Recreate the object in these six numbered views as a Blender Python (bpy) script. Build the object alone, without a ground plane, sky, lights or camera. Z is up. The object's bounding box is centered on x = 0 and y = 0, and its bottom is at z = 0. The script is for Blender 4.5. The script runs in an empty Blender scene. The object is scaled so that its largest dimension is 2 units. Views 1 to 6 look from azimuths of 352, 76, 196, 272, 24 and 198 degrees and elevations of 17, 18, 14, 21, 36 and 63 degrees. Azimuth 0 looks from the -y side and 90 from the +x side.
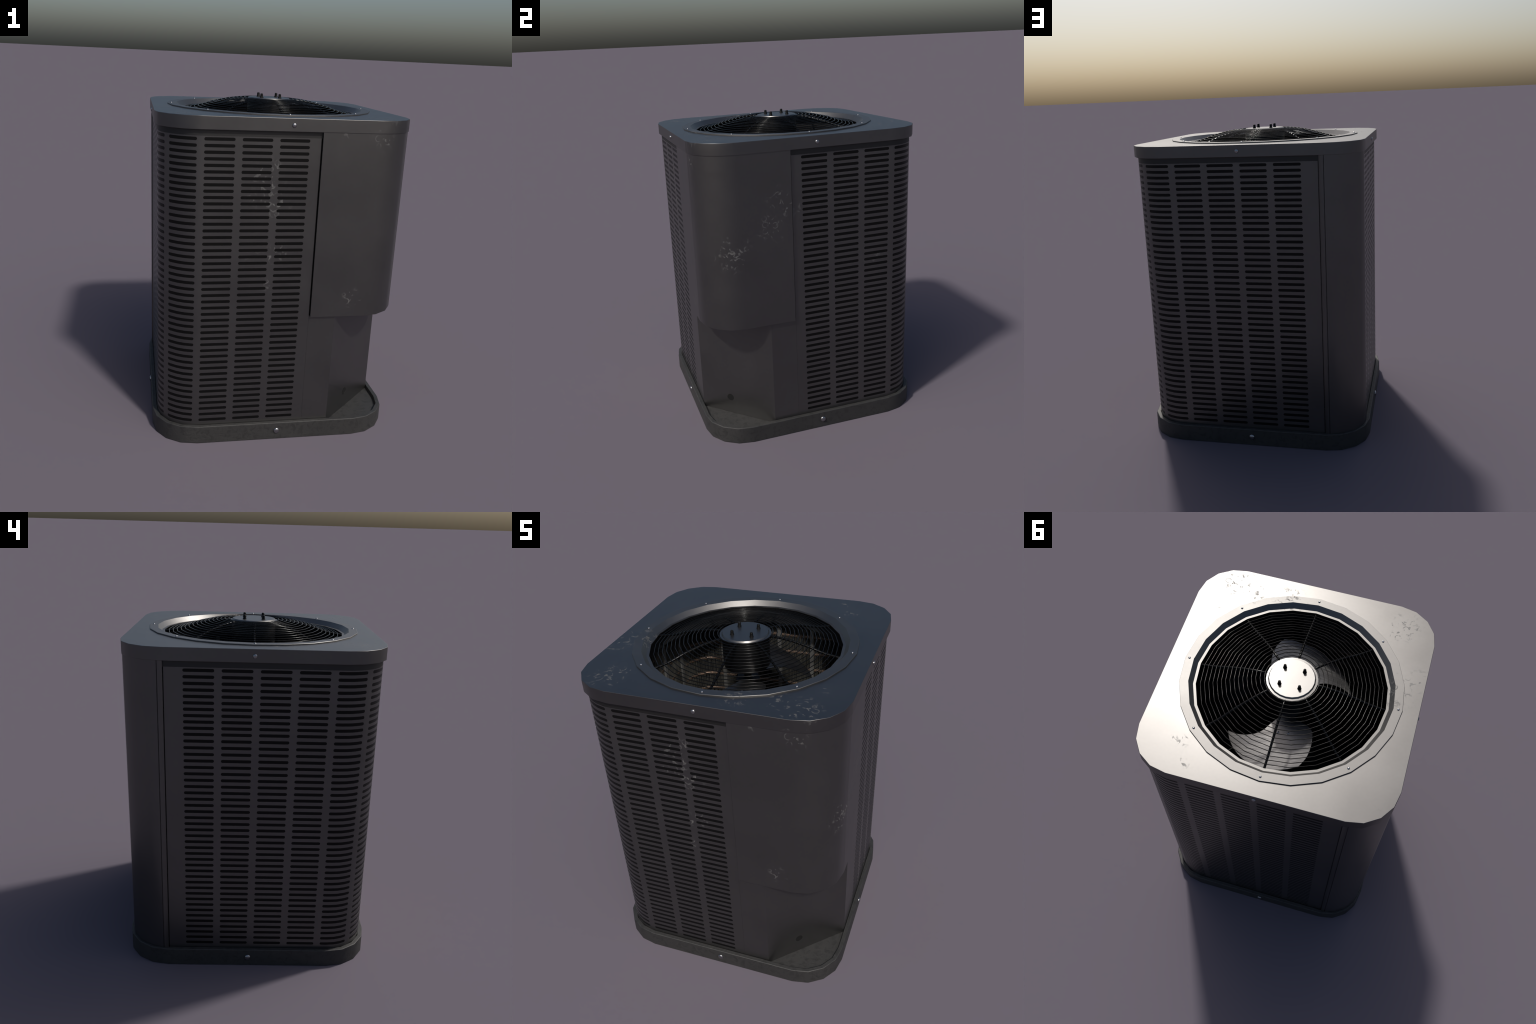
"""Residential air-conditioner condenser: square louvred cabinet on a stone-look
pan, steel lid with a recessed fan ring, domed wire guard, fan, motor and coil.
All meshes are written in the cabinet's own frame; the root empty turns it."""
import bpy, bmesh, math, random
from mathutils import Vector

random.seed(7)
PI = math.pi
TURN = math.radians(3.04)          # the cabinet stands slightly turned

# ---------------------------------------------------------------- dimensions
LID_HALF, LID_R, LID_TOP, LID_LOW = 0.7225, 0.240, 1.9165, 1.8462
SKIN = 0.7055                      # louvred panels and lower panel
SKIN_R = 0.231
COVER = 0.7190                     # service cover stands proud
COVER_R = 0.240
POST, POST_R = 0.7145, 0.227       # corner post
FLOOR_Z = 0.083

# ---------------------------------------------------------------- node helpers
def new_mat(name):
    m = bpy.data.materials.new(name)
    m.use_nodes = True
    nt = m.node_tree
    b = nt.nodes["Principled BSDF"]
    return m, nt, b

def N(nt, kind, **kw):
    n = nt.nodes.new(kind)
    for k, v in kw.items():
        setattr(n, k, v)
    return n

def obj_coord(nt, scale=(1, 1, 1)):
    tc = N(nt, "ShaderNodeTexCoord")
    mp = N(nt, "ShaderNodeMapping")
    mp.inputs["Scale"].default_value = scale
    nt.links.new(tc.outputs["Object"], mp.inputs["Vector"])
    return mp.outputs["Vector"]

def noise(nt, vec, scale, detail=3, rough=0.55, dist=0.0):
    n = N(nt, "ShaderNodeTexNoise")
    n.inputs["Scale"].default_value = scale
    n.inputs["Detail"].default_value = detail
    n.inputs["Roughness"].default_value = rough
    n.inputs["Distortion"].default_value = dist
    nt.links.new(vec, n.inputs["Vector"])
    return n.outputs["Fac"]

def remap(nt, val, a, b, c=0.0, d=1.0):
    n = N(nt, "ShaderNodeMapRange")
    n.clamp = True
    for i, v in zip((1, 2, 3, 4), (a, b, c, d)):
        n.inputs[i].default_value = v
    nt.links.new(val, n.inputs[0])
    return n.outputs[0]

def math_node(nt, op, a, b=None):
    n = N(nt, "ShaderNodeMath", operation=op)
    for i, v in enumerate((a, b)):
        if v is None:
            continue
        if isinstance(v, (int, float)):
            n.inputs[i].default_value = v
        else:
            nt.links.new(v, n.inputs[i])
    return n.outputs[0]

def mix_col(nt, fac, a, b):
    n = N(nt, "ShaderNodeMix", data_type="RGBA")
    if isinstance(fac, (int, float)):
        n.inputs[0].default_value = fac
    else:
        nt.links.new(fac, n.inputs[0])
    for i, v in ((6, a), (7, b)):
        if isinstance(v, tuple):
            n.inputs[i].default_value = (*v, 1)
        else:
            nt.links.new(v, n.inputs[i])
    return n.outputs[2]

def simple(name, col, metal=0.0, rough=0.5, spec=0.5, var=0.0, vscale=12):
    m, nt, b = new_mat(name)
    b.inputs["Metallic"].default_value = metal
    b.inputs["Roughness"].default_value = rough
    b.inputs["Specular IOR Level"].default_value = spec
    v = noise(nt, obj_coord(nt), vscale, 3)
    k = remap(nt, v, 0.3, 0.7)
    lo = tuple(c * (1 - var) for c in col)
    hi = tuple(c * (1 + var) for c in col)
    nt.links.new(mix_col(nt, k, lo, hi), b.inputs["Base Color"])
    return m

# worn places: where the finish is scuffed to a dull grey (x, y, z, radius, strength)
SCUFFS = [
    (0.500, -0.625, 1.917, 0.13, 1.0), (0.400, -0.570, 1.917, 0.10, .8),
    (0.170, -0.575, 1.922, 0.12, .8), (0.580, -0.410, 1.917, 0.05, .4),
    (-0.540, -0.570, 1.917, 0.13, 1.0), (-0.485, -0.500, 1.917, 0.06, 1.0),
    (-0.680, -0.235, 1.917, 0.08, .9), (-0.585, -0.130, 1.922, 0.15, .8),
    (0.475, 0.515, 1.917, 0.06, .7), (0.415, 0.645, 1.917, 0.05, .5), (-0.640, 0.630, 1.917, 0.05, .4),
    (-0.110, -0.706, 1.60, 0.13, .95), (-0.065, -0.706, 1.46, 0.10, .95),
    (-0.175, -0.706, 1.49, 0.07, .7), (-0.075, -0.706, 1.17, 0.10, .85),
    (-0.200, -0.706, 1.155, 0.05, .5), (-0.085, -0.706, 0.99, 0.06, .6),
    (0.403, -0.714, 0.90, 0.07, .8), (0.510, -0.714, 1.82, 0.08, .8), (0.30, -0.714, 1.835, 0.04, .5),
    (0.714, -0.530, 1.27, 0.14, 1.0), (0.714, -0.240, 1.57, 0.10, .8),
    (0.714, -0.170, 1.49, 0.08, .9), (0.714, -0.300, 1.395, 0.11, .8),
    (0.706, 0.370, 1.12, 0.08, .6), (0.706, 0.190, 0.40, 0.07, .6),
]

def painted_metal(name, col, rough, metal=1.0, scuffs=(), var=0.06, worn=(.130, .129, .125), wear=.68):
    m, nt, b = new_mat(name)
    vec = obj_coord(nt)
    cloud = remap(nt, noise(nt, vec, 3.2, 4, .6), 0.3, 0.7)
    grain = remap(nt, noise(nt, vec, 60, 2), 0.3, 0.7)
    fac = math_node(nt, "ADD", math_node(nt, "MULTIPLY", cloud, .75), math_node(nt, "MULTIPLY", grain, .25))
    base = mix_col(nt, fac, tuple(c * (1 - var) for c in col), tuple(c * (1 + var) for c in col))
    r = remap(nt, cloud, 0, 1, rough - .02, rough + .02)
    if scuffs:
        total = None
        for (x, y, z, rad, s) in scuffs:
            d = N(nt, "ShaderNodeVectorMath", operation="DISTANCE")
            nt.links.new(vec, d.inputs[0])
            d.inputs[1].default_value = (x, y, z)
            f = remap(nt, d.outputs["Value"], rad, rad * .25, 0, s)
            total = f if total is None else math_node(nt, "MAXIMUM", total, f)
        # blotches, strokes and little rings of wear
        blot = remap(nt, noise(nt, vec, 36, 2, .5, .8), .595, .69)
        vo = N(nt, "ShaderNodeTexVoronoi")
        vo.inputs["Scale"].default_value = 20
        nt.links.new(vec, vo.inputs["Vector"])
        ring = remap(nt, math_node(nt, "ABSOLUTE", math_node(nt, "SUBTRACT", vo.outputs["Distance"], .34)), .08, .01)
        ring = math_node(nt, "MULTIPLY", ring, remap(nt, noise(nt, vec, 17, 2), .53, .64))
        pat = math_node(nt, "MAXIMUM", blot, ring)
        mask = math_node(nt, "MULTIPLY", math_node(nt, "MULTIPLY", pat, total), wear)
        base = mix_col(nt, mask, base, worn)
        nt.links.new(remap(nt, mask, 0, .8, metal, 0.1), b.inputs["Metallic"])
        r = math_node(nt, "ADD", r, math_node(nt, "MULTIPLY", mask, .25))
    else:
        b.inputs["Metallic"].default_value = metal
    nt.links.new(r, b.inputs["Roughness"])
    nt.links.new(base, b.inputs["Base Color"])
    return m

def near(zs, pred):
    return [s for s in zs if pred(s)]

top_sc = near(SCUFFS, lambda s: s[2] > 1.9)
front_sc = near(SCUFFS, lambda s: s[2] < 1.9 and s[1] < -.7)
side_sc = near(SCUFFS, lambda s: s[2] < 1.9 and s[0] > .7)

GREY = (0.142, 0.140, 0.139)
M_lid = painted_metal("lid_paint", GREY, .40, scuffs=top_sc, worn=(.070, .070, .069), wear=.82)
M_panel = painted_metal("cabinet_paint", tuple(c * .96 for c in GREY), .36, metal=.94, scuffs=front_sc + side_sc)
M_ring = painted_metal("ring_paint", tuple(c * .98 for c in GREY), .47, scuffs=top_sc, worn=(.070, .070, .069), wear=.82)
M_lid_shade = painted_metal("baked_lid_shade", tuple(c * .42 for c in GREY), .55)  # cabinet grey darkened to paint the lid's occlusion shadow on the panel tops
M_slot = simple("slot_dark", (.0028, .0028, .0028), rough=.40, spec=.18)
M_plug = simple("plug_rubber", (.010, .010, .010), rough=.6, spec=.2)
M_black = simple("guard_black", (.0025, .0025, .0025), rough=.20, spec=.16)
M_motor = simple("motor_black", (.004, .004, .0045), rough=.33, spec=.25)
M_bolt = simple("bolt_black", (.004, .004, .004), rough=.4, spec=.15)
M_chrome = simple("screw_steel", (.32, .32, .33), metal=1, rough=.28)
M_dark = simple("inside_dark", (.010, .010, .011), rough=.7, spec=.2)
M_fin = simple("coil_fin", (.095, .093, .084), metal=.5, rough=.5, var=.35, vscale=9)
M_strap = simple("coil_strap", (.21, .21, .205), metal=.6, rough=.45, var=.15)
M_copper = simple("copper", (.125, .082, .060), metal=.5, rough=.42, var=.3, vscale=8)

def stone_mat():
    m, nt, b = new_mat("pan_stone")
    vec = obj_coord(nt)
    a = remap(nt, noise(nt, vec, 34, 4, .62, .8), .38, .50)
    c = remap(nt, noise(nt, vec, 5, 3), .35, .65)
    base = mix_col(nt, c, (.0232, .0229, .0225), (.0270, .0266, .0260))
    base = mix_col(nt, a, (.0165, .0165, .0160), base)
    nt.links.new(base, b.inputs["Base Color"])
    b.inputs["Roughness"].default_value = .6
    b.inputs["Specular IOR Level"].default_value = .5
    bp = N(nt, "ShaderNodeBump")
    bp.inputs["Strength"].default_value = .45
    bp.inputs["Distance"].default_value = .004
    nt.links.new(noise(nt, vec, 34, 4, .62, .8), bp.inputs["Height"])
    nt.links.new(bp.outputs[0], b.inputs["Normal"])
    return m
M_stone = stone_mat()

def brushed_mat():
    m, nt, b = new_mat("fan_aluminium")
    vec = obj_coord(nt, (8, 160, 8))
    g = remap(nt, noise(nt, vec, 1.0, 3), .25, .75)
    nt.links.new(mix_col(nt, g, (.12, .12, .125), (.26, .255, .25)), b.inputs["Base Color"])
    b.inputs["Metallic"].default_value = 1
    nt.links.new(remap(nt, g, 0, 1, .32, .48), b.inputs["Roughness"])
    return m
M_blade = brushed_mat()

# ---------------------------------------------------------------- object helpers
ROOT = bpy.data.objects.new("air_conditioner_condenser", None)
bpy.context.scene.collection.objects.link(ROOT)
ROOT.rotation_euler = (0, 0, TURN)
ROOT.empty_display_size = .3
ROOT["label"] = "dark grey louvred outdoor air conditioner with top fan"
ROOT["category"] = "air conditioner"

def add(name, mesh, parent=ROOT, mat=None):
    o = bpy.data.objects.new(name, mesh)
    bpy.context.scene.collection.objects.link(o)
    o.parent = parent
    if mat and not mesh.materials:
        mesh.materials.append(mat)
    return o

def finish(bm, name, smooth=30, recalc=True):
    if recalc:
        bmesh.ops.recalc_face_normals(bm, faces=bm.faces)
    me = bpy.data.meshes.new(name)
    bm.to_mesh(me)
    bm.free()
    if smooth:
        me.polygons.foreach_set("use_smooth", [True] * len(me.polygons))
        me.set_sharp_from_angle(angle=math.radians(smooth))
    return me

def weighted(o):
    w = o.modifiers.new("weighted", "WEIGHTED_NORMAL")
    w.mode = "FACE_AREA"
    w.weight = 100
    w.keep_sharp = True

def bevel(o, width, segs=2, angle=40):
    b = o.modifiers.new("bevel", "BEVEL")
    b.width = width
    b.segments = segs
    b.limit_method = "ANGLE"
    b.angle_limit = math.radians(angle)
    b.harden_normals = False

def corner(cx, cy, r, a0, a1, seg=4):
    return [(cx + r * math.cos(a0 + (a1 - a0) * i / seg), cy + r * math.sin(a0 + (a1 - a0) * i / seg)) for i in range(seg + 1)]

def rounded_square(half, r, seg=4):
    c = half - r
    pts = []
    for k, (sx, sy) in enumerate(((1, 1), (-1, 1), (-1, -1), (1, -1))):
        pts += corner(sx * c, sy * c, r, k * PI / 2, (k + 1) * PI / 2, seg)
    return pts

def loop(bm, pts, z):
    return [bm.verts.new((x, y, z)) for x, y in pts]

def skin(bm, a, b, closed=True):
    n = len(a)
    for i in range(n if closed else n - 1):
        j = (i + 1) % n
        bm.faces.new((a[i], a[j], b[j], b[i]))

def lathe(bm, prof, n=24, phase=0.0, cap_first=False, cap_last=False, centre=(0, 0)):
    rings = []
    for r, z in prof:
        rings.append([bm.verts.new((centre[0] + r * math.cos(phase + 2 * PI * i / n),
                                    centre[1] + r * math.sin(phase + 2 * PI * i / n), z)) for i in range(n)])
    for a, b in zip(rings, rings[1:]):
        skin(bm, a, b)
    if cap_first:
        bm.faces.new(rings[0])
    if cap_last:
        bm.faces.new(rings[-1])
    return rings

def prism(bm, pts, z0, z1):
    a, b = loop(bm, pts, z0), loop(bm, pts, z1)
    skin(bm, a, b)
    bm.faces.new(a)
    bm.faces.new(b)

def tube(bm, path, r, n=8, closed=False):
    """round bar swept along a list of points"""
    P = [Vector(p) for p in path]
    m = len(P)
    rings = []
    for i, p in enumerate(P):
        if closed:
            t = (P[(i + 1) % m] - P[i - 1]).normalized()
        else:
            t = (P[min(i + 1, m - 1)] - P[max(i - 1, 0)]).normalized()
        up = Vector((0, 0, 1)) if abs(t.z) < .9 else Vector((1, 0, 0))
        u = t.cross(up).normalized()
        v = u.cross(t)
        # mitre so that the bar keeps its width round a bend
        k = 1.0
        if closed or 0 < i < m - 1:
            d0 = (P[i] - P[i - 1]).normalized()
            k = 1 / max(.5, d0.dot(t))
        rings.append([bm.verts.new(p + u * (r * k * math.cos(2 * PI * j / n)) + v * (r * math.sin(2 * PI * j / n))) for j in range(n)])
    for i in range(m if closed else m - 1):
        skin(bm, rings[i], rings[(i + 1) % m])
    if not closed:
        bm.faces.new(rings[0])
        bm.faces.new(rings[-1])

# ---------------------------------------------------------------- base pan
def build_pan():
    bm = bmesh.new()
    levels = [(.7345, .256, 0.0), (.7340, .256, .098), (.7325, .255, .1035), (.7295, .252, .1055),
              (.7095, .232, .1055), (.7075, .230, .1040), (.7065, .230, FLOOR_Z)]
    rings = [loop(bm, rounded_square(h, r), z) for h, r, z in levels]
    for a, b in zip(rings, rings[1:]):
        skin(bm, a, b)
    bm.faces.new(rings[0])
    bm.faces.new(rings[-1])
    o = add("base_pan", finish(bm, "base_pan", 32), mat=M_stone)
    weighted(o)
    return o
PAN = build_pan()

# ---------------------------------------------------------------- lid and fan ring
def build_lid():
    bm = bmesh.new()
    side = [(LID_HALF - .012, LID_R - .012, LID_LOW), (LID_HALF - .0015, LID_R - .0015, LID_LOW),
            (LID_HALF, LID_R, LID_LOW + .002), (LID_HALF, LID_R, LID_TOP - .0022),
            (LID_HALF - .0007, LID_R, LID_TOP - .0007), (LID_HALF - .0022, LID_R - .002, LID_TOP)]
    rings = [loop(bm, rounded_square(h, r), z) for h, r, z in side]
    for a, b in zip(rings, rings[1:]):
        skin(bm, a, b)
    hole = [bm.verts.new((.60 * math.cos(2 * PI * i / 24), .60 * math.sin(2 * PI * i / 24), LID_TOP)) for i in range(24)]
    edges = [bm.edges.get((rings[-1][i], rings[-1][(i + 1) % 20])) for i in range(20)]
    edges += [bm.edges.new((hole[i], hole[(i + 1) % 24])) for i in range(24)]
    bmesh.ops.triangle_fill(bm, use_beauty=True, edges=edges)
    # underside, closed back to the hole
    low = [bm.verts.new((v.co.x, v.co.y, LID_TOP - .010)) for v in hole]
    skin(bm, hole, low)
    inner = loop(bm, rounded_square(LID_HALF - .012, LID_R - .012), LID_TOP - .010)
    skin(bm, rings[0], inner)
    e2 = [bm.edges.get((inner[i], inner[(i + 1) % 20])) for i in range(20)]
    e2 += [bm.edges.get((low[i], low[(i + 1) % 24])) for i in range(24)]
    bmesh.ops.triangle_fill(bm, use_beauty=True, edges=e2)
    o = add("lid", finish(bm, "lid", 46), mat=M_lid)
    weighted(o)
    return o
LID = build_lid()

def build_ring():
    bm = bmesh.new()
    prof = [(.560, 1.8915), (.5405, 1.8915), (.5405, 1.8955), (.5555, 1.8955), (.5795, 1.9235),
            (.6285, 1.9235), (.6300, 1.9220), (.6300, 1.9150), (.590, 1.9150)]
    rings = lathe(bm, prof, 24)
    skin(bm, rings[-1], rings[0])
    o = add("fan_ring", finish(bm, "fan_ring", 24), mat=M_ring)
    weighted(o)
    return o
RING = build_ring()


def build_shroud():
    bm = bmesh.new()
    rings = lathe(bm, [(.5850, 1.9140), (.5850, 1.775), (.5900, 1.768), (.5940, 1.770), (.5900, 1.780), (.5900, 1.9140)], 24)
    add("air_shroud", finish(bm, "air_shroud", 30), parent=RING, mat=M_dark)
build_shroud()

# ---------------------------------------------------------------- screws
def dome_mesh(name, r, h, n=20):
    """pan-head screw, axis +z, seated at z = 0"""
    bm = bmesh.new()
    prof = [(r, -.002), (r, h * .18)]
    for k in range(1, 6):
        a = PI / 2 * k / 6
        prof.append((r * math.cos(a), h * .18 + h * .82 * math.sin(a)))
    rings = lathe(bm, prof, n, cap_first=True)
    t = bm.verts.new((0, 0, h))
    for i in range(n):
        bm.faces.new((rings[-1][i], rings[-1][(i + 1) % n], t))
    return finish(bm, name, 60)

def place_side_screws(mesh, name, half, z, parent):
    for k in range(4):
        a = k * PI / 2
        o = add(name, mesh, parent, M_chrome)
        o.location = (half * math.cos(a), half * math.sin(a), z)
        o.rotation_euler = (0, PI / 2, a)

place_side_screws(dome_mesh("lid_screw", .0122, .0080), "lid_screw", LID_HALF, 1.8795, LID)
place_side_screws(dome_mesh("pan_screw", .0180, .0105), "pan_screw", .7340, .0545, PAN)
ring_screw = dome_mesh("ring_screw", .0070, .0052, 14)
for k in range(8):
    a = k * PI / 4
    o = add("ring_screw", ring_screw, RING, M_chrome)
    o.location = (.6055 * math.cos(a), .6055 * math.sin(a), 1.9235)

# ---------------------------------------------------------------- louvred panels
SLOT_LEN, SLOT_H, PITCH = .1645, .0088, .2019
PANEL_Z0, PANEL_Z1 = .086, 1.8125
ROWS = [1.7968 - .03455 * i for i in range(11)] + [1.4513 - .0375 * i for i in range(1, 36)]
Y_START, X_END = .4705, .158      # panel runs from the post, round a corner, to the cover

def panel_path(half, r):
    """plan polyline of the panel with cumulative length and smooth normal angle"""
    c = half - r
    pts = [(-half, Y_START)] + corner(-c, -c, r, PI, 1.5 * PI, 8) + [(X_END, -half)]
    angs = [PI] + [PI + PI / 2 * i / 8 for i in range(9)] + [1.5 * PI]
    s = [0]
    for p, q in zip(pts, pts[1:]):
        s.append(s[-1] + math.dist(p, q))
    return pts, angs, s

def at(path, s):
    pts, angs, S = path
    for i in range(len(S) - 1):
        if s <= S[i + 1] + 1e-7:
            t = (s - S[i]) / (S[i + 1] - S[i])
            return (pts[i][0] + t * (pts[i + 1][0] - pts[i][0]),
                    pts[i][1] + t * (pts[i + 1][1] - pts[i][1]),
                    angs[i] + t * (angs[i + 1] - angs[i]))
    return (*pts[-1], angs[-1])

def mirrored(x, y, flip):
    return (-y, -x) if flip else (x, y)

def louver_panel(flip):
    path = panel_path(SKIN, SKIN_R)
    breaks = path[2]
    total = breaks[-1]
    cols = [(.098 + PITCH * k, .098 + PITCH * k + SLOT_LEN) for k in range(9)]
    cap = SLOT_H
    def half_height(s, a, b):
        d = min(s - a, b - s)
        if d >= cap:
            return SLOT_H
        return SLOT_H * math.sqrt(max(0, 1 - ((cap - d) / cap) ** 2))
    stops = set(round(b, 6) for b in breaks)
    for a, b in cols:
        for f in (0, .08, .29, .62, 1.0):
            stops.add(round(a + cap * f, 6))
            stops.add(round(b - cap * f, 6))
    stops = sorted(stops)
    mids = [(ROWS[i] + ROWS[i + 1]) / 2 for i in range(len(ROWS) - 1)]
    tops = [PANEL_Z1] + mids
    bots = mids + [PANEL_Z0]
    bm = bmesh.new()
    cache = {}
    ang = {}
    DEPTH = .0008
    def vert(s, z, d=0.0):
        key = (s, round(z, 6), d)
        if key not in cache:
            x, y, a = at(path, s)
            px, py = mirrored(x - d * math.cos(a), y - d * math.sin(a), flip)
            v = bm.verts.new((px, py, z))
            cache[key] = v
            n = mirrored(math.cos(a), math.sin(a), flip)
            ang[v] = Vector((n[0], n[1], 0))
        return cache[key]
    outer = []
    def quad(*vs, front=True):
        u = []
        for v in vs:
            if v not in u:
                u.append(v)
        if len(u) < 3:
            return
        f = bm.faces.new(u[::-1] if flip else u)
        if front:
            outer.append(f)
    def slot_of(sa, sb):
        m = (sa + sb) / 2
        for a, b in cols:
            if a <= m <= b:
                return a, b
        return None
    for zc, zt, zb in zip(ROWS, tops, bots):
        for sa, sb in zip(stops, stops[1:]):
            sl = slot_of(sa, sb)
            if sl:
                ha, hb = half_height(sa, *sl), half_height(sb, *sl)
            else:
                ha = hb = 0
            quad(vert(sa, zb), vert(sb, zb), vert(sb, zc - hb), vert(sa, zc - ha))
            quad(vert(sa, zc + ha), vert(sb, zc + hb), vert(sb, zt), vert(sa, zt))
            if sl:   # walls of the slot
                quad(vert(sa, zc - ha), vert(sb, zc - hb), vert(sb, zc - hb, DEPTH), vert(sa, zc - ha, DEPTH), front=False)
                quad(vert(sa, zc + ha, DEPTH), vert(sb, zc + hb, DEPTH), vert(sb, zc + hb), vert(sa, zc + ha), front=False)
    # turned-in edges at the two ends, the top and the foot
    for s in (stops[0], stops[-1]):
        zs = sorted({k[1] for k in cache if k[0] == s and k[2] == 0})
        for z0, z1 in zip(zs, zs[1:]):
            quad(vert(s, z0), vert(s, z1), vert(s, z1, DEPTH), vert(s, z0, DEPTH), front=False)
    for z in (PANEL_Z0, PANEL_Z1):
        for sa, sb in zip(stops, stops[1:]):
            quad(vert(sa, z), vert(sb, z), vert(sb, z, DEPTH), vert(sa, z, DEPTH), front=False)
    bm.verts.index_update()
    bm.faces.index_update()
    bm.verts.ensure_lookup_table()
    front = set(f.index for f in outer)
    normals_v = [ang[v] for v in bm.verts]
    me = bpy.data.meshes.new("louver_panel")
    bm.to_mesh(me)
    bm.free()
    me.polygons.foreach_set("use_smooth", [True] * len(me.polygons))
    ln = []
    for p in me.polygons:
        for vi in p.vertices:
            ln.append(normals_v[vi] if p.index in front else p.normal.copy())
    rim = {}
    for p in me.polygons:
        for ek in p.edge_keys:
            rim.setdefault(ek, set()).add(p.index in front)
    for e in me.edges:
        e.use_edge_sharp = len(rim.get(e.key, ())) > 1
    me.normals_split_custom_set(ln)
    o = add("louver_panel", me, mat=M_panel)

    # black liner behind the slots, strip above modelled for the shade beneath the lid
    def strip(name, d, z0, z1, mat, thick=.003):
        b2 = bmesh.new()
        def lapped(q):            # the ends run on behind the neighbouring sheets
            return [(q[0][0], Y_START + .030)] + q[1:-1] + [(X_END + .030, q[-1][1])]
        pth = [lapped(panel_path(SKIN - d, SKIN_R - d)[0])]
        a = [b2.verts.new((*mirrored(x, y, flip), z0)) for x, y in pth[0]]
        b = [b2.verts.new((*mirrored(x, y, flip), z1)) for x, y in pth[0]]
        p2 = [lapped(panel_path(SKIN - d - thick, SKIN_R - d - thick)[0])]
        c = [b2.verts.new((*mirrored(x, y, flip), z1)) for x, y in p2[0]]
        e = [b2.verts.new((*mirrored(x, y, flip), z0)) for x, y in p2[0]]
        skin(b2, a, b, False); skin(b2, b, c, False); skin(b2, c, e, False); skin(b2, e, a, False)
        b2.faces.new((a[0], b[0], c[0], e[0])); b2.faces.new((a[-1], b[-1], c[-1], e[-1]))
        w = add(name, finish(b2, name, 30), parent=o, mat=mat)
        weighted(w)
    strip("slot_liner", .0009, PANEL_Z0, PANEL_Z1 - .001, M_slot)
    strip("baked_shade_strip", .0010, PANEL_Z1 - .0002, 1.858, M_lid_shade)
louver_panel(False)
louver_panel(True)

# ---------------------------------------------------------------- service cover
def build_cover():
    """wrapped sheet with returned edges, closed below by a soffit"""
    e, t = .1638, .008
    def wrap(half, r):
        c = half - r
        return [(e, -half)] + corner(c, -c, r, -PI / 2, 0, 4) + [(half, -e)]
    out, inn = wrap(COVER, COVER_R), wrap(COVER - t, COVER_R - t)
    z0, z1 = .784, 1.862
    bm = bmesh.new()
    lo, hi = loop(bm, out, z0), loop(bm, out, z1)
    li, hj = loop(bm, inn, z0 + .004), loop(bm, inn, z1)
    skin(bm, lo, hi, False)
    skin(bm, hi, hj, False)
    skin(bm, hj, li, False)
    bm.faces.new((lo[0], hi[0], hj[0], li[0]))
    bm.faces.new((lo[-1], hi[-1], hj[-1], li[-1]))
    k, b = .3155, SKIN - .004
    back = loop(bm, [(b, -e), (b, -k), (k, -b), (e, -b)], z0)
    bm.faces.new(lo + back)
    back2 = loop(bm, [(b, -e), (b, -k), (k, -b), (e, -b)], z0 + .004)
    bm.faces.new(li + back2)
    skin(bm, [lo[-1]] + back + [lo[0]], [li[-1]] + back2 + [li[0]], False)
    o = add("service_cover", finish(bm, "service_cover", 30), mat=M_panel)
    bevel(o, .0012, 2)
    weighted(o)
build_cover()

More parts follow.
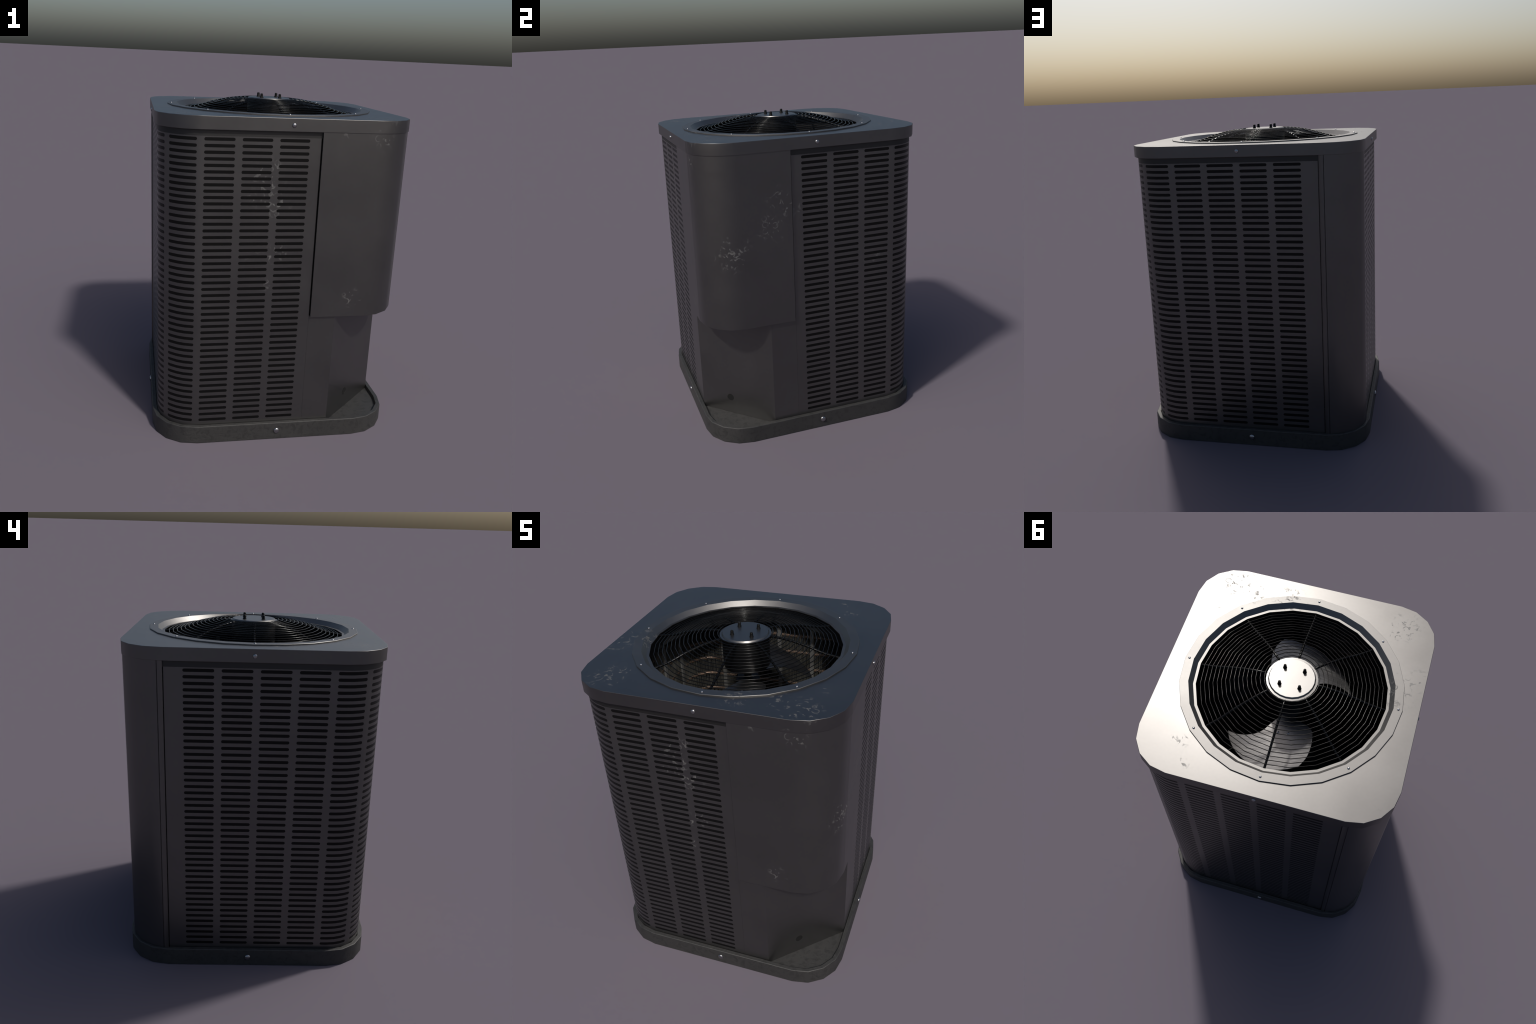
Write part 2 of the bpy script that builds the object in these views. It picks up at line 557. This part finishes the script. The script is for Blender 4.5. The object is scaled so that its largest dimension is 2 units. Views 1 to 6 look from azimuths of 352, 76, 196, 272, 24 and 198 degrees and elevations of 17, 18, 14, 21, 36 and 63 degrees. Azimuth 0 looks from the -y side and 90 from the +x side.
def build_lower_panel():
    """chamfered panel under the cover, with a pipe hole"""
    k, k2 = .3155, .3220
    z0, z1 = FLOOR_Z + .001, .790
    bm = bmesh.new()
    inset = .006
    def wall(pts, holes=None):
        a, b = loop(bm, pts, z0), loop(bm, pts, z1)
        for i in range(len(pts) - 1):
            if holes and i == holes[0]:
                p, q = Vector((*pts[i], 0)), Vector((*pts[i + 1], 0))
                t = (q - p).normalized()
                ctr, rad = holes[1], holes[2]
                ring = [bm.verts.new(ctr + t * (rad * math.cos(2 * PI * j / 24)) + Vector((0, 0, rad * math.sin(2 * PI * j / 24)))) for j in range(24)]
                ed = [bm.edges.new(x) if bm.edges.get(x) is None else bm.edges.get(x) for x in
                      ((a[i], a[i + 1]), (a[i + 1], b[i + 1]), (b[i + 1], b[i]), (b[i], a[i]))]
                ed += [bm.edges.new((ring[j], ring[(j + 1) % 24])) for j in range(24)]
                bmesh.ops.triangle_fill(bm, use_beauty=True, edges=ed)
                n = Vector((-1, 1, 0)).normalized() * .02
                back = [bm.verts.new(v.co + n) for v in ring]
                skin(bm, ring, back)
            else:
                bm.faces.new((a[i], a[i + 1], b[i + 1], b[i]))
        return a, b
    s = X_END + .0006
    outer = [(s - .010, -SKIN + .0065), (s, -SKIN + .0065), (s, -SKIN), (k - .0012, -SKIN), (k + .0010, -SKIN + .0010), (SKIN - .0010, -k2 - .0010), (SKIN, -k2 + .0012), (SKIN, -s), (SKIN - .0065, -s), (SKIN - .0065, -s + .010)]
    mid = Vector((.4686 + .0015, -.5548 + .0015, .1975))
    d = (mid.x - mid.y - (SKIN + (k + k2) / 2 + .0007)) / 2        # drop the hole centre onto the chamfer
    mid.x -= d; mid.y += d
    wall(outer, (4, mid, .0245))
    o = add("lower_panel", finish(bm, "lower_panel", 30), mat=M_panel)
    weighted(o)
    # dark inside of the pipe hole
    b2 = bmesh.new()
    ax = Vector((-1, 1, 0)).normalized()
    t = Vector((1, 1, 0)).normalized()
    ring = [b2.verts.new(mid + ax * .0015 + t * (.0243 * math.cos(2 * PI * j / 24)) + Vector((0, 0, .0243 * math.sin(2 * PI * j / 24)))) for j in range(24)]
    bk = [b2.verts.new(v.co + ax * .004) for v in ring]
    b2.faces.new(ring); b2.faces.new(bk); skin(b2, ring, bk)
    add("pipe_hole_plug", finish(b2, "pipe_hole_plug", 30), parent=o, mat=M_plug)
build_lower_panel()

# ---------------------------------------------------------------- corner post
def build_post():
    c = POST - POST_R
    g = .505                                      # groove between flange and post
    def half_outline():
        # from the flange edge on the -x side up to the corner start
        return [(-POST + .022, .4758), (-POST, .4758), (-POST, g - .0030), (-POST + .0060, g - .0022),
                (-POST + .0060, g + .0010), (-POST, g + .0018)]
    a = half_outline()
    arc = corner(-c, c, POST_R, PI, PI / 2, 4)   # 180 to 90 degrees
    arc = [p for p in arc if p[1] > g + .004 and -p[0] > g + .004]
    b = [(-y, -x) for x, y in a][::-1]
    pts = a + arc + b
    bm = bmesh.new()
    lo, hi = loop(bm, pts, FLOOR_Z + .001), loop(bm, pts, 1.862)
    skin(bm, lo, hi, False)
    o = add("corner_post", finish(bm, "corner_post", 30), mat=M_panel)
    so = o.modifiers.new("thickness", "SOLIDIFY")
    so.thickness = .003
    so.offset = -1
    weighted(o)
build_post()

# ---------------------------------------------------------------- wire guard
GUARD = [(.140, 1.9690), (.153, 1.9720), (.175, 1.9718), (.222, 1.9672), (.270, 1.9600), (.320, 1.9480), (.368, 1.9365),
         (.415, 1.9195), (.464, 1.9060), (.516, 1.8975), (.545, 1.8930)]
def guard_z(r):
    for (r0, z0), (r1, z1) in zip(GUARD, GUARD[1:]):
        if r <= r1:
            return z0 + (z1 - z0) * (r - r0) / (r1 - r0)
    return GUARD[-1][1]

def build_guard():
    g = bpy.data.objects.new("fan_guard", None)
    bpy.context.scene.collection.objects.link(g)
    g.parent = ROOT
    WIRE, SPOKE = .0023, .0070
    for k in range(16):
        r = .1535 + (.5150 - .1535) * k / 15
        z = guard_z(r) - .002
        bm = bmesh.new()
        tube(bm, [(r * math.cos(2 * PI * i / 24), r * math.sin(2 * PI * i / 24), z) for i in range(24)], WIRE, 7, True)
        add("grille_wire", finish(bm, "grille_wire", 60), parent=g, mat=M_black)
    bm = bmesh.new()
    rs = [.125 + (.548 - .125) * i / 14 for i in range(15)]
    tube(bm, [(r, 0, guard_z(r) - .002 - WIRE - SPOKE + .001) for r in rs], SPOKE, 8)
    me = finish(bm, "grille_spoke", 60)
    for k in range(8):
        o = add("grille_spoke", me, parent=g, mat=M_black)
        o.rotation_euler = (0, 0, k * PI / 4)
    # cap plate over the motor
    bm = bmesh.new()
    prof = [(.136, 1.953), (.1440, 1.9545), (.1445, 1.9650), (.1330, 1.9658), (.1275, 1.9738), (.1255, 1.9742)]
    lathe(bm, prof, 24, cap_first=True, cap_last=True)
    cap = add("hub_cap", finish(bm, "hub_cap", 20), parent=g, mat=M_lid)
    weighted(cap)
    # cap nuts on studs
    bm = bmesh.new()
    prof = [(.0120, 1.9735), (.0115, 1.9765), (.0092, 1.9810), (.0084, 1.9930), (.0078, 1.9972), (.0054, 1.9994)]
    lathe(bm, prof, 14, cap_first=True)
    rim = [v for v in bm.verts if abs(v.co.z - 1.9994) < 1e-5]
    t = bm.verts.new((0, 0, 2.0))
    for i in range(14):
        bm.faces.new((rim[i], rim[(i + 1) % 14], t))
    me = finish(bm, "cap_nut", 40)
    for sx in (-1, 1):
        for sy in (-1, 1):
            o = add("cap_nut", me, parent=g, mat=M_bolt)
            o.location = (sx * .0568, sy * .0562, 0)
build_guard()

# ---------------------------------------------------------------- motor and fan
def build_motor():
    bm = bmesh.new()
    prof = [(.022, 1.660), (.022, 1.772), (.118, 1.772), (.130, 1.778), (.133, 1.790), (.133, 1.952), (.128, 1.960)]
    lathe(bm, prof, 40, cap_first=True, cap_last=True)
    add("fan_motor", finish(bm, "fan_motor", 35), mat=M_motor)
build_motor()

def interp(tab, t):
    n = len(tab) - 1
    x = t * n
    i = min(int(x), n - 1)
    f = x - i
    p0, p1, p2, p3 = tab[max(i - 1, 0)], tab[i], tab[i + 1], tab[min(i + 2, n)]
    return tuple(.5 * (2 * b + (c - a) * f + (2 * a - 5 * b + 4 * c - d) * f * f + (-a + 3 * b - 3 * c + d) * f ** 3)
                 for a, b, c, d in zip(p0, p1, p2, p3))

def build_fan():
    fan = bpy.data.objects.new("fan", None)
    bpy.context.scene.collection.objects.link(fan)
    fan.parent = ROOT
    # edges of one pressed blade in polar form (radius, bearing in degrees)
    lead = [(.060, 74), (.117, 66), (.168, 62), (.225, 61), (.272, 57), (.326, 49), (.366, 42), (.398, 35)]
    trail = [(.060, 110), (.125, 122), (.187, 133), (.240, 135), (.294, 130), (.350, 124), (.405, 117.5), (.446, 111)]
    bm = bmesh.new()
    nu, nv = 22, 18
    grid = []
    for i in range(nu + 1):
        rl, bl = interp(lead, i / nu)
        rt, bt = interp(trail, i / nu)
        row = []
        for j in range(nv + 1):
            v = j / nv
            r = rl + (rt - rl) * v + .022 * (i / nu) ** 3 * math.sin(PI * v) ** .8
            b = math.radians(bl + (bt - bl) * v)
            r *= .981
            x, y = r * math.cos(b), r * math.sin(b)
            z = 1.705 - .30 * x - .016 * math.sin(PI * v) * (i / nu)
            row.append(bm.verts.new((x, y, z)))
        grid.append(row)
    for a, b in zip(grid, grid[1:]):
        skin(bm, a, b, False)
    me = finish(bm, "fan_blade", 0)
    me.polygons.foreach_set("use_smooth", [True] * len(me.polygons))
    for k in range(2):
        o = add("fan_blade", me, parent=fan, mat=M_blade)
        o.rotation_euler = (0, 0, k * PI)
        s = o.modifiers.new("thickness", "SOLIDIFY")
        s.thickness = .004
        s.offset = 0
        e = o.modifiers.new("edge", "EDGE_SPLIT")
        e.split_angle = math.radians(50)
    # spider plate with rivets
    bm = bmesh.new()
    lathe(bm, [(.066, 1.670), (.070, 1.674), (.070, 1.695), (.060, 1.702)], 32, cap_first=True, cap_last=True)
    add("fan_hub", finish(bm, "fan_hub", 30), parent=fan, mat=M_motor)
    riv = dome_mesh("fan_rivet", .008, .006, 12)
    for k in range(2):
        for (x, y) in ((.02, .20), (-.04, .20)):
            s = 1 if k == 0 else -1
            o = add("fan_rivet", riv, parent=fan, mat=M_chrome)
            o.location = (s * x, s * y, 1.705 - .30 * x - .005)
build_fan()

# ---------------------------------------------------------------- coil
def coil_plan(half, rad):
    """open run round three corners; the service corner has no coil"""
    pts = rounded_square(half, rad, 8)
    n = len(pts) // 4
    return [(half, -.10)] + pts[:3 * n] + [(.10, -half)]

def build_coil():
    half, rad = .650, .18
    coil = bpy.data.objects.new("condenser_coil", None)
    bpy.context.scene.collection.objects.link(coil)
    coil.parent = ROOT
    z0, z1 = FLOOR_Z + .002, 1.80
    # dark back sheet
    bm = bmesh.new()
    lv = [loop(bm, coil_plan(half + .030, rad + .03), z) for z in (z0, z1)]
    lw = [loop(bm, coil_plan(half + .026, rad + .026), z) for z in (z0, z1)]
    skin(bm, lv[0], lv[1], False); skin(bm, lw[0], lw[1], False); skin(bm, lv[1], lw[1], False); skin(bm, lv[0], lw[0], False)
    add("coil_back", finish(bm, "coil_back", 30), parent=coil, mat=M_dark)
    # upright fins, all in one part
    path = coil_plan(half, rad)
    P = [Vector((x, y, 0)) for x, y in path]
    S = [0]
    for a, b in zip(P, P[1:]):
        S.append(S[-1] + (b - a).length)
    def locate(s):
        for i in range(len(S) - 1):
            if s <= S[i + 1]:
                f = (s - S[i]) / max(1e-9, S[i + 1] - S[i])
                t = (P[i + 1] - P[i]).normalized()
                return P[i].lerp(P[i + 1], f), t
        return P[-1], (P[-1] - P[-2]).normalized()
    bm = bmesh.new()
    n = 420
    for k in range(n):
        s = S[-1] * (k + .5 + random.uniform(-.22, .22)) / n
        p, t = locate(s)
        out = Vector((t.y, -t.x, 0))
        w, dep = .0017 * random.uniform(.7, 1.3), .020
        base = p + out * random.uniform(-.004, .002)
        q = [base - t * w, base + t * w, base + t * w + out * dep, base - t * w + out * dep]
        a = [bm.verts.new((v.x, v.y, z0)) for v in q]
        b = [bm.verts.new((v.x, v.y, z1)) for v in q]
        skin(bm, a, b)
        bm.faces.new(b)
    o = add("coil_fin", finish(bm, "coil_fin", 0), parent=coil, mat=M_fin)
    o["kind"] = "stuff"
    # copper runs
    ring = coil_plan(half + .010, rad + .010)
    z = 1.665
    while z > .2:
        bm = bmesh.new()
        tube(bm, [(x, y, z) for x, y in ring], .0115, 8)
        add("copper_tube", finish(bm, "copper_tube", 60), parent=coil, mat=M_copper)
        z -= .117
    # galvanised uprights
    for side in range(4):
        a = side * PI / 2
        for off in (-.42, -.20, .022, .242, .43):
            if side == 3 or (side == 0 and off < -.15) or (side == 3 and off > .15):
                continue                      # the electrics corner has no coil
            bm = bmesh.new()
            x0, x1, w = half - .012, half + .006, .0125
            prism(bm, [(x0, off - w), (x1, off - w), (x1, off + w), (x0, off + w)], z0, 1.79)
            u = add("coil_upright", finish(bm, "coil_upright", 30), parent=coil, mat=M_strap)
            u.rotation_euler = (0, 0, a)
build_coil()
